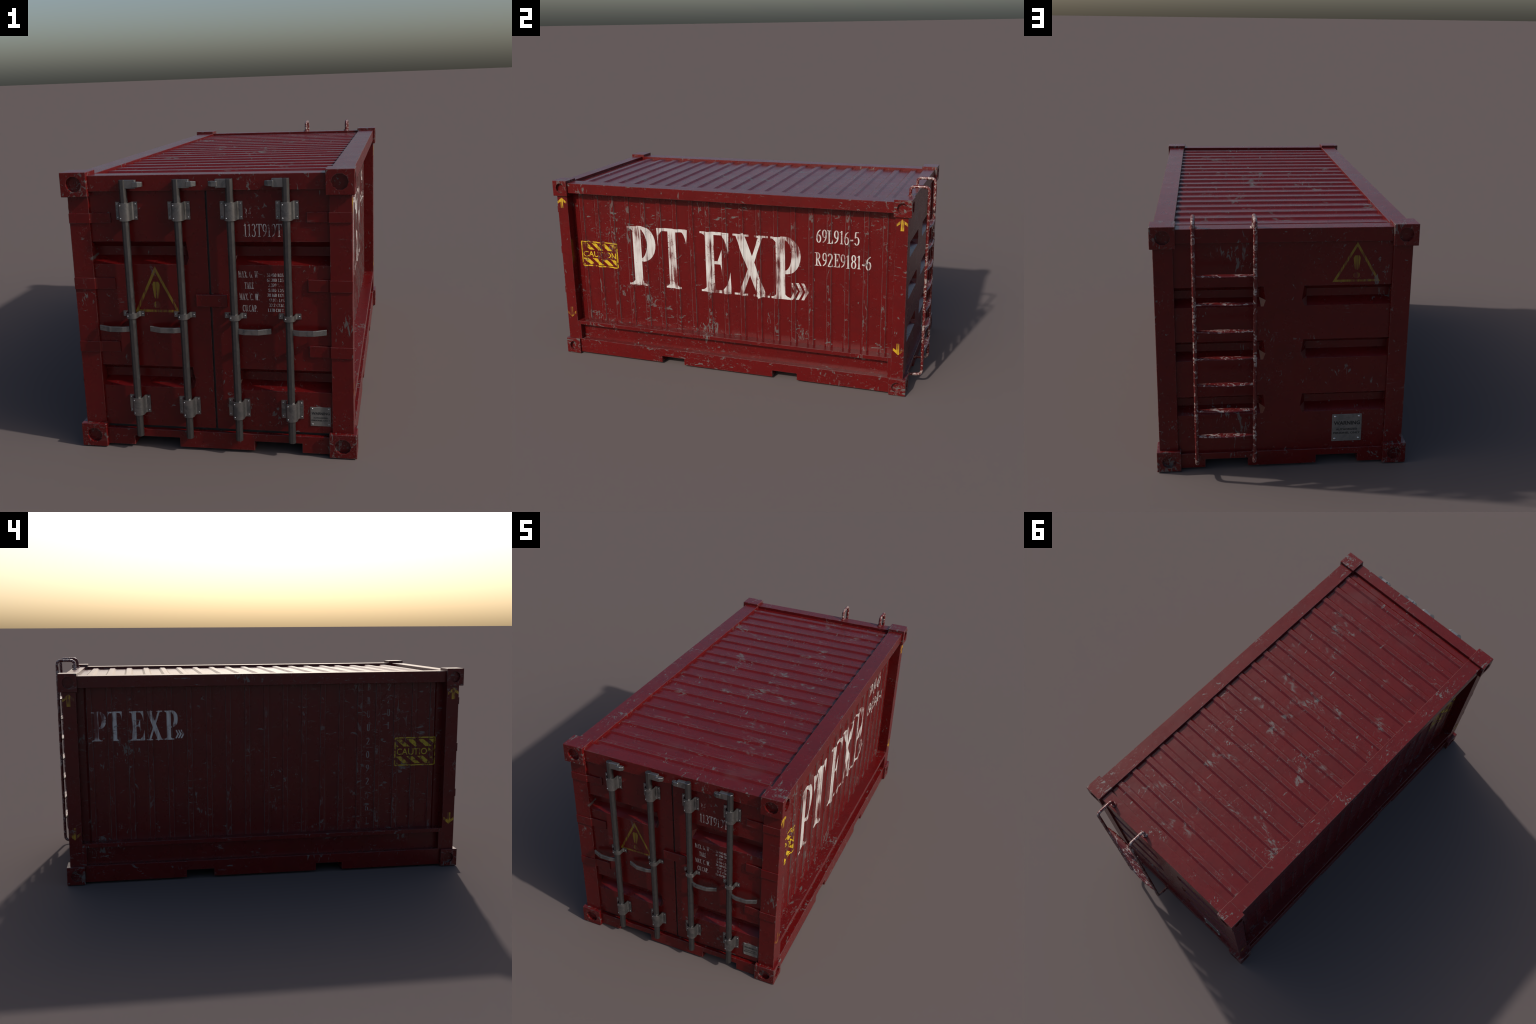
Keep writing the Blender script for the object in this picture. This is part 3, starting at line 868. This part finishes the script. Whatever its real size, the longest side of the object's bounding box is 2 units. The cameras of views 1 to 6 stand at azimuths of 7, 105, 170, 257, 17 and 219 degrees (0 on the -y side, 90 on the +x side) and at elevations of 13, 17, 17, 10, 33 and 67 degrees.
def chevrons(u0, w, step, v0, v1, surf, mat, parent, breaks):
    vm = (v0 + v1) / 2
    t = w * 0.46
    for k in range(3):
        a = u0 + k * step
        decal("chevron", [[[(a, v1), (a + t * .8, v1), (a + w, vm), (a + w - t, vm)], [(a + w - t, vm), (a + w, vm), (a + t * .8, v0), (a, v0)]]], surf, mat, parent, breaks)
chevrons(0.3400, 0.0390, 0.0285, 0.4260, 0.5150, on_right, M_WHITE, walls[1], BR_R)
chevrons(-0.4240, 0.0180, 0.0125, 0.6720, 0.7120, on_left, M_WHITEB, walls[-1], BR_L)

def line(text, u0, u1, v0, v1, surf, mat, parent, breaks=None, th=0.115, thin=0.05):
    chars = fit(layout(text, th, thin, 0.035), u0, u1, v0, v1)
    decal("lettering", [g for c in chars for g in c], surf, mat, parent, breaks)
line("69L916-5", 0.4745, 0.6895, 0.7355, 0.8015, on_right, M_WHITES, walls[1], BR_R)
line("R92E9181-6", 0.4670, 0.7500, 0.6160, 0.6840, on_right, M_WHITES, walls[1], BR_R)
for k, ch in enumerate("BBUU2092561"):
    z = 0.2175 + (10 - k) * 0.0664
    wd = 0.008 if ch == '1' else 0.0155
    line(ch, 0.5140 - wd / 2, 0.5140 + wd / 2, z, z + 0.0335, on_left, M_WHITEC, walls[-1], BR_L, 0.13)
for k, ch in enumerate("22U1"):
    z = 0.6915 + (3 - k) * 0.0622
    wd = 0.008 if ch == '1' else 0.0150
    line(ch, 0.6150 - wd / 2, 0.6150 + wd / 2, z, z + 0.0335, on_left, M_WHITEC, walls[-1], BR_L, 0.13)

# --- right door data block
D = doors[1]
line("34.", 0.1290, 0.1590, 0.8265, 0.8590, on_front, M_WHITED, D)
line("113T919T", 0.1275, 0.2535, 0.7635, 0.8060, on_front, M_WHITED, D, None, 0.10)
for txt, u0, u1, z in (("MAX. G. W", 0.1030, 0.1690, 0.6255), ("TARE", 0.1225, 0.1535, 0.5870), ("MAX. C. W.", 0.1035, 0.1705, 0.5480), ("CU.CAP.", 0.1130, 0.1630, 0.5080)):
    line(txt, u0, u1, z, z + 0.0220, on_front, M_WHITED, D, None, 0.15, 0.06)
for k, txt in enumerate(("30.480 KGS", "67.200 LBS", "2.320 KGS", "5.110 LBS", "28.160 KGS", "62.070 LBS", "33.2 CUM.", "1.170 CUFT.")):
    z = 0.6290 - k * 0.01725
    line(txt, 0.1985 + (0.004 if k in (2, 3, 5, 6) else 0), 0.2545, z, z + 0.0108, on_front, M_WHITED, D, None, 0.16, 0.07)

# --- sans lettering from the built-in font
def sans(text, u0, u1, v0, v1, surf, mat, parent, name="lettering", breaks=None, bold=0.0, lift=LIFT):
    cu = bpy.data.curves.new("t", 'FONT')
    cu.body = text; cu.size = 1.0; cu.resolution_u = 3; cu.offset = bold
    ob = bpy.data.objects.new("t", cu)
    bpy.context.scene.collection.objects.link(ob)
    bpy.context.view_layer.update()
    me = bpy.data.meshes.new_from_object(ob.evaluated_get(bpy.context.evaluated_depsgraph_get()))
    bpy.data.objects.remove(ob, do_unlink=True)
    xs = [v.co.x for v in me.vertices]; ys = [v.co.y for v in me.vertices]
    a, b, c, d = min(xs), max(xs), min(ys), max(ys)
    polys = [[(u0 + (me.vertices[i].co.x - a) / (b - a) * (u1 - u0), v0 + (me.vertices[i].co.y - c) / (d - c) * (v1 - v0)) for i in p.vertices] for p in me.polygons]
    bpy.data.meshes.remove(me)
    return decal(name, [polys], surf, mat, parent, breaks, lift)

# --- caution signs: frame, hazard stripes and word
def caution(u0, u1, v0, v1, surf, parent, breaks, ymat):
    f = 0.0062
    w, h = u1 - u0, v1 - v0
    r = 0.008
    outer, inner = [], []
    for (cx, cy, a0) in ((u1 - r, v1 - r, 0), (u0 + r, v1 - r, 90), (u0 + r, v0 + r, 180), (u1 - r, v0 + r, 270)):
        for k in range(5):
            a = math.radians(a0 + 22.5 * k)
            outer.append((cx + r * math.cos(a), cy + r * math.sin(a)))
            inner.append((cx + (r - f) * math.cos(a), cy + (r - f) * math.sin(a)))
    n = len(outer)
    frame = [[outer[i], outer[(i + 1) % n], inner[(i + 1) % n], inner[i]] for i in range(n)]
    decal("sign_frame", [frame], surf, ymat, parent, breaks)
    # stripes: parallelograms falling to the right, clipped to the band
    def clip(poly, a, b):
        for (lim, keep) in ((a, 1), (b, -1)):
            res = []
            for i in range(len(poly)):
                p, q = poly[i], poly[(i + 1) % len(poly)]
                pin, qin = (p[0] - lim) * keep >= 0, (q[0] - lim) * keep >= 0
                if pin:
                    res.append(p)
                if pin != qin:
                    k = (lim - p[0]) / (q[0] - p[0])
                    res.append((lim, p[1] + k * (q[1] - p[1])))
            poly = res
            if len(poly) < 3:
                return None
        return poly
    for (ba, bb) in ((v0 + 0.011, v0 + 0.047), (v1 - 0.047, v1 - 0.011)):
        polys = []
        for k in range(-1, 6):
            s0 = u0 + 0.008 + k * 0.0560
            q = clip([(s0, bb), (s0 + 0.030, bb), (s0 + 0.072, ba), (s0 + 0.042, ba)], u0 + 0.010, u1 - 0.010)
            if q:
                polys.append(q)
        decal("hazard_stripe", [polys], surf, ymat, parent, breaks)
    sans("CAUTION", u0 + 0.013, u1 - 0.010, v0 + 0.054, v1 - 0.056, surf, ymat, parent, "lettering", breaks, 0.012)
caution(-0.8600, -0.6360, 0.5030, 0.6450, on_right, walls[1], BR_R, M_YELLOW)
caution(0.6475, 0.8610, 0.5055, 0.6480, on_left, walls[-1], BR_L, M_YELLOWL)

# --- warning triangles
def triangle(cx, half, v0, v1, surf, mat, parent):
    t = 0.0088
    k = (v1 - v0) / half
    ti = t * math.sqrt(1 + k * k) / k
    O = [(cx - half, v0), (cx + half, v0), (cx, v1)]
    hi = half - ti - t / k
    I = [(cx - hi, v0 + t), (cx + hi, v0 + t), (cx, v0 + t + hi * k)]
    ring = [[O[i], O[(i + 1) % 3], I[(i + 1) % 3], I[i]] for i in range(3)]
    h = v1 - v0
    e0, e1 = v0 + 0.30 * h, v0 + 0.665 * h
    mark = [[(cx - 0.0085, e0 + 0.006), (cx - 0.0050, e0), (cx + 0.0050, e0), (cx + 0.0085, e0 + 0.006), (cx + 0.0135, e1 - 0.010), (cx + 0.0085, e1), (cx - 0.0085, e1), (cx - 0.0135, e1 - 0.010)]]
    dot = [[(cx + 0.0125 * math.cos(2 * math.pi * q / 14), v0 + 0.165 * h + 0.0122 * math.sin(2 * math.pi * q / 14)) for q in range(14)]]
    decal("warning_triangle", [ring, mark, dot], surf, mat, parent)
triangle(-0.1850, 0.0795, 0.4995, 0.6610, on_front, M_YELLOWT, doors[-1])
rear_parent = [o for o in root.children if o.name.startswith("rear_wall")][0]
triangle(0.2665, 0.0900, 0.7595, 0.9130, on_rear, M_YELLOWT, rear_parent)

# --- handling arrows on the posts
def arrow(cu, v0, v1, up, surf):
    w = 0.0265
    h = v1 - v0
    f = (lambda x, y: (cu + x, v0 + y * h)) if up else (lambda x, y: (cu + x, v1 - y * h))
    left = [f(-w, 0.38), f(0, 0.72), f(0, 1.0), f(-w, 0.62)]
    right = [f(w, 0.38), f(w, 0.62), f(0, 1.0), f(0, 0.72)]
    shaft = [f(-0.0085, 0.0), f(0.0085, 0.0), f(0.0085, 0.75), f(-0.0085, 0.75)]
    decal("handling_arrow", [[left, right], [shaft]], surf, M_YELLOWS, root)
for b in (-1, 1):
    yc = YC + b * 0.9125
    arrow(yc, 0.836, 0.892, True, on_post_r); arrow(yc, 0.2125, 0.2715, False, on_post_r)
    arrow(-yc, 0.836, 0.892, True, on_post_l); arrow(-yc, 0.2125, 0.2715, False, on_post_l)

# ------------------------------------------------------------------ warning plates with rivets
def plate(u0, u1, v0, v1, facing, rivet_r):
    surf0 = on_front if facing < 0 else on_rear
    t = 0.0018
    bm = bmesh.new()
    a = surf0(u0, v0, 0.0); b = surf0(u1, v1, t)
    add_box(bm, min(a[0], b[0]), max(a[0], b[0]), min(a[1], b[1]), max(a[1], b[1]), v0, v1)
    bmesh.ops.recalc_face_normals(bm, faces=bm.faces)
    bevel_all(bm, 0.0006)
    pl = link("warning_plate", finish(bm, "warning_plate"), M_PLATE)
    w, h = u1 - u0, v1 - v0
    L = t + 0.0003
    sans("WARNING", u0 + 0.06 * w, u1 - 0.05 * w, v0 + 0.60 * h, v0 + 0.745 * h, surf0, M_BLACK, pl, "lettering", None, 0.028, L)
    sans("AUTHORIZED", u0 + 0.14 * w, u1 - 0.14 * w, v0 + 0.40 * h, v0 + 0.475 * h, surf0, M_BLACK, pl, "lettering", None, 0.028, L)
    sans("PERSONEL ONLY", u0 + 0.045 * w, u1 - 0.045 * w, v0 + 0.265 * h, v0 + 0.340 * h, surf0, M_BLACK, pl, "lettering", None, 0.028, L)
    rm = rivet_mesh(rivet_r, "plate_rivet", M_RIVET)
    for fu in (0.10, 0.90):
        for fv in (0.09, 0.91):
            link("rivet", rm, None, pl, surf0(u0 + fu * w, v0 + fv * h, t))
plate(0.3335, 0.4030, 0.1045, 0.1735, -1, 0.0028)
plate(0.1930, 0.3110, 0.0935, 0.2110, 1, 0.0052)
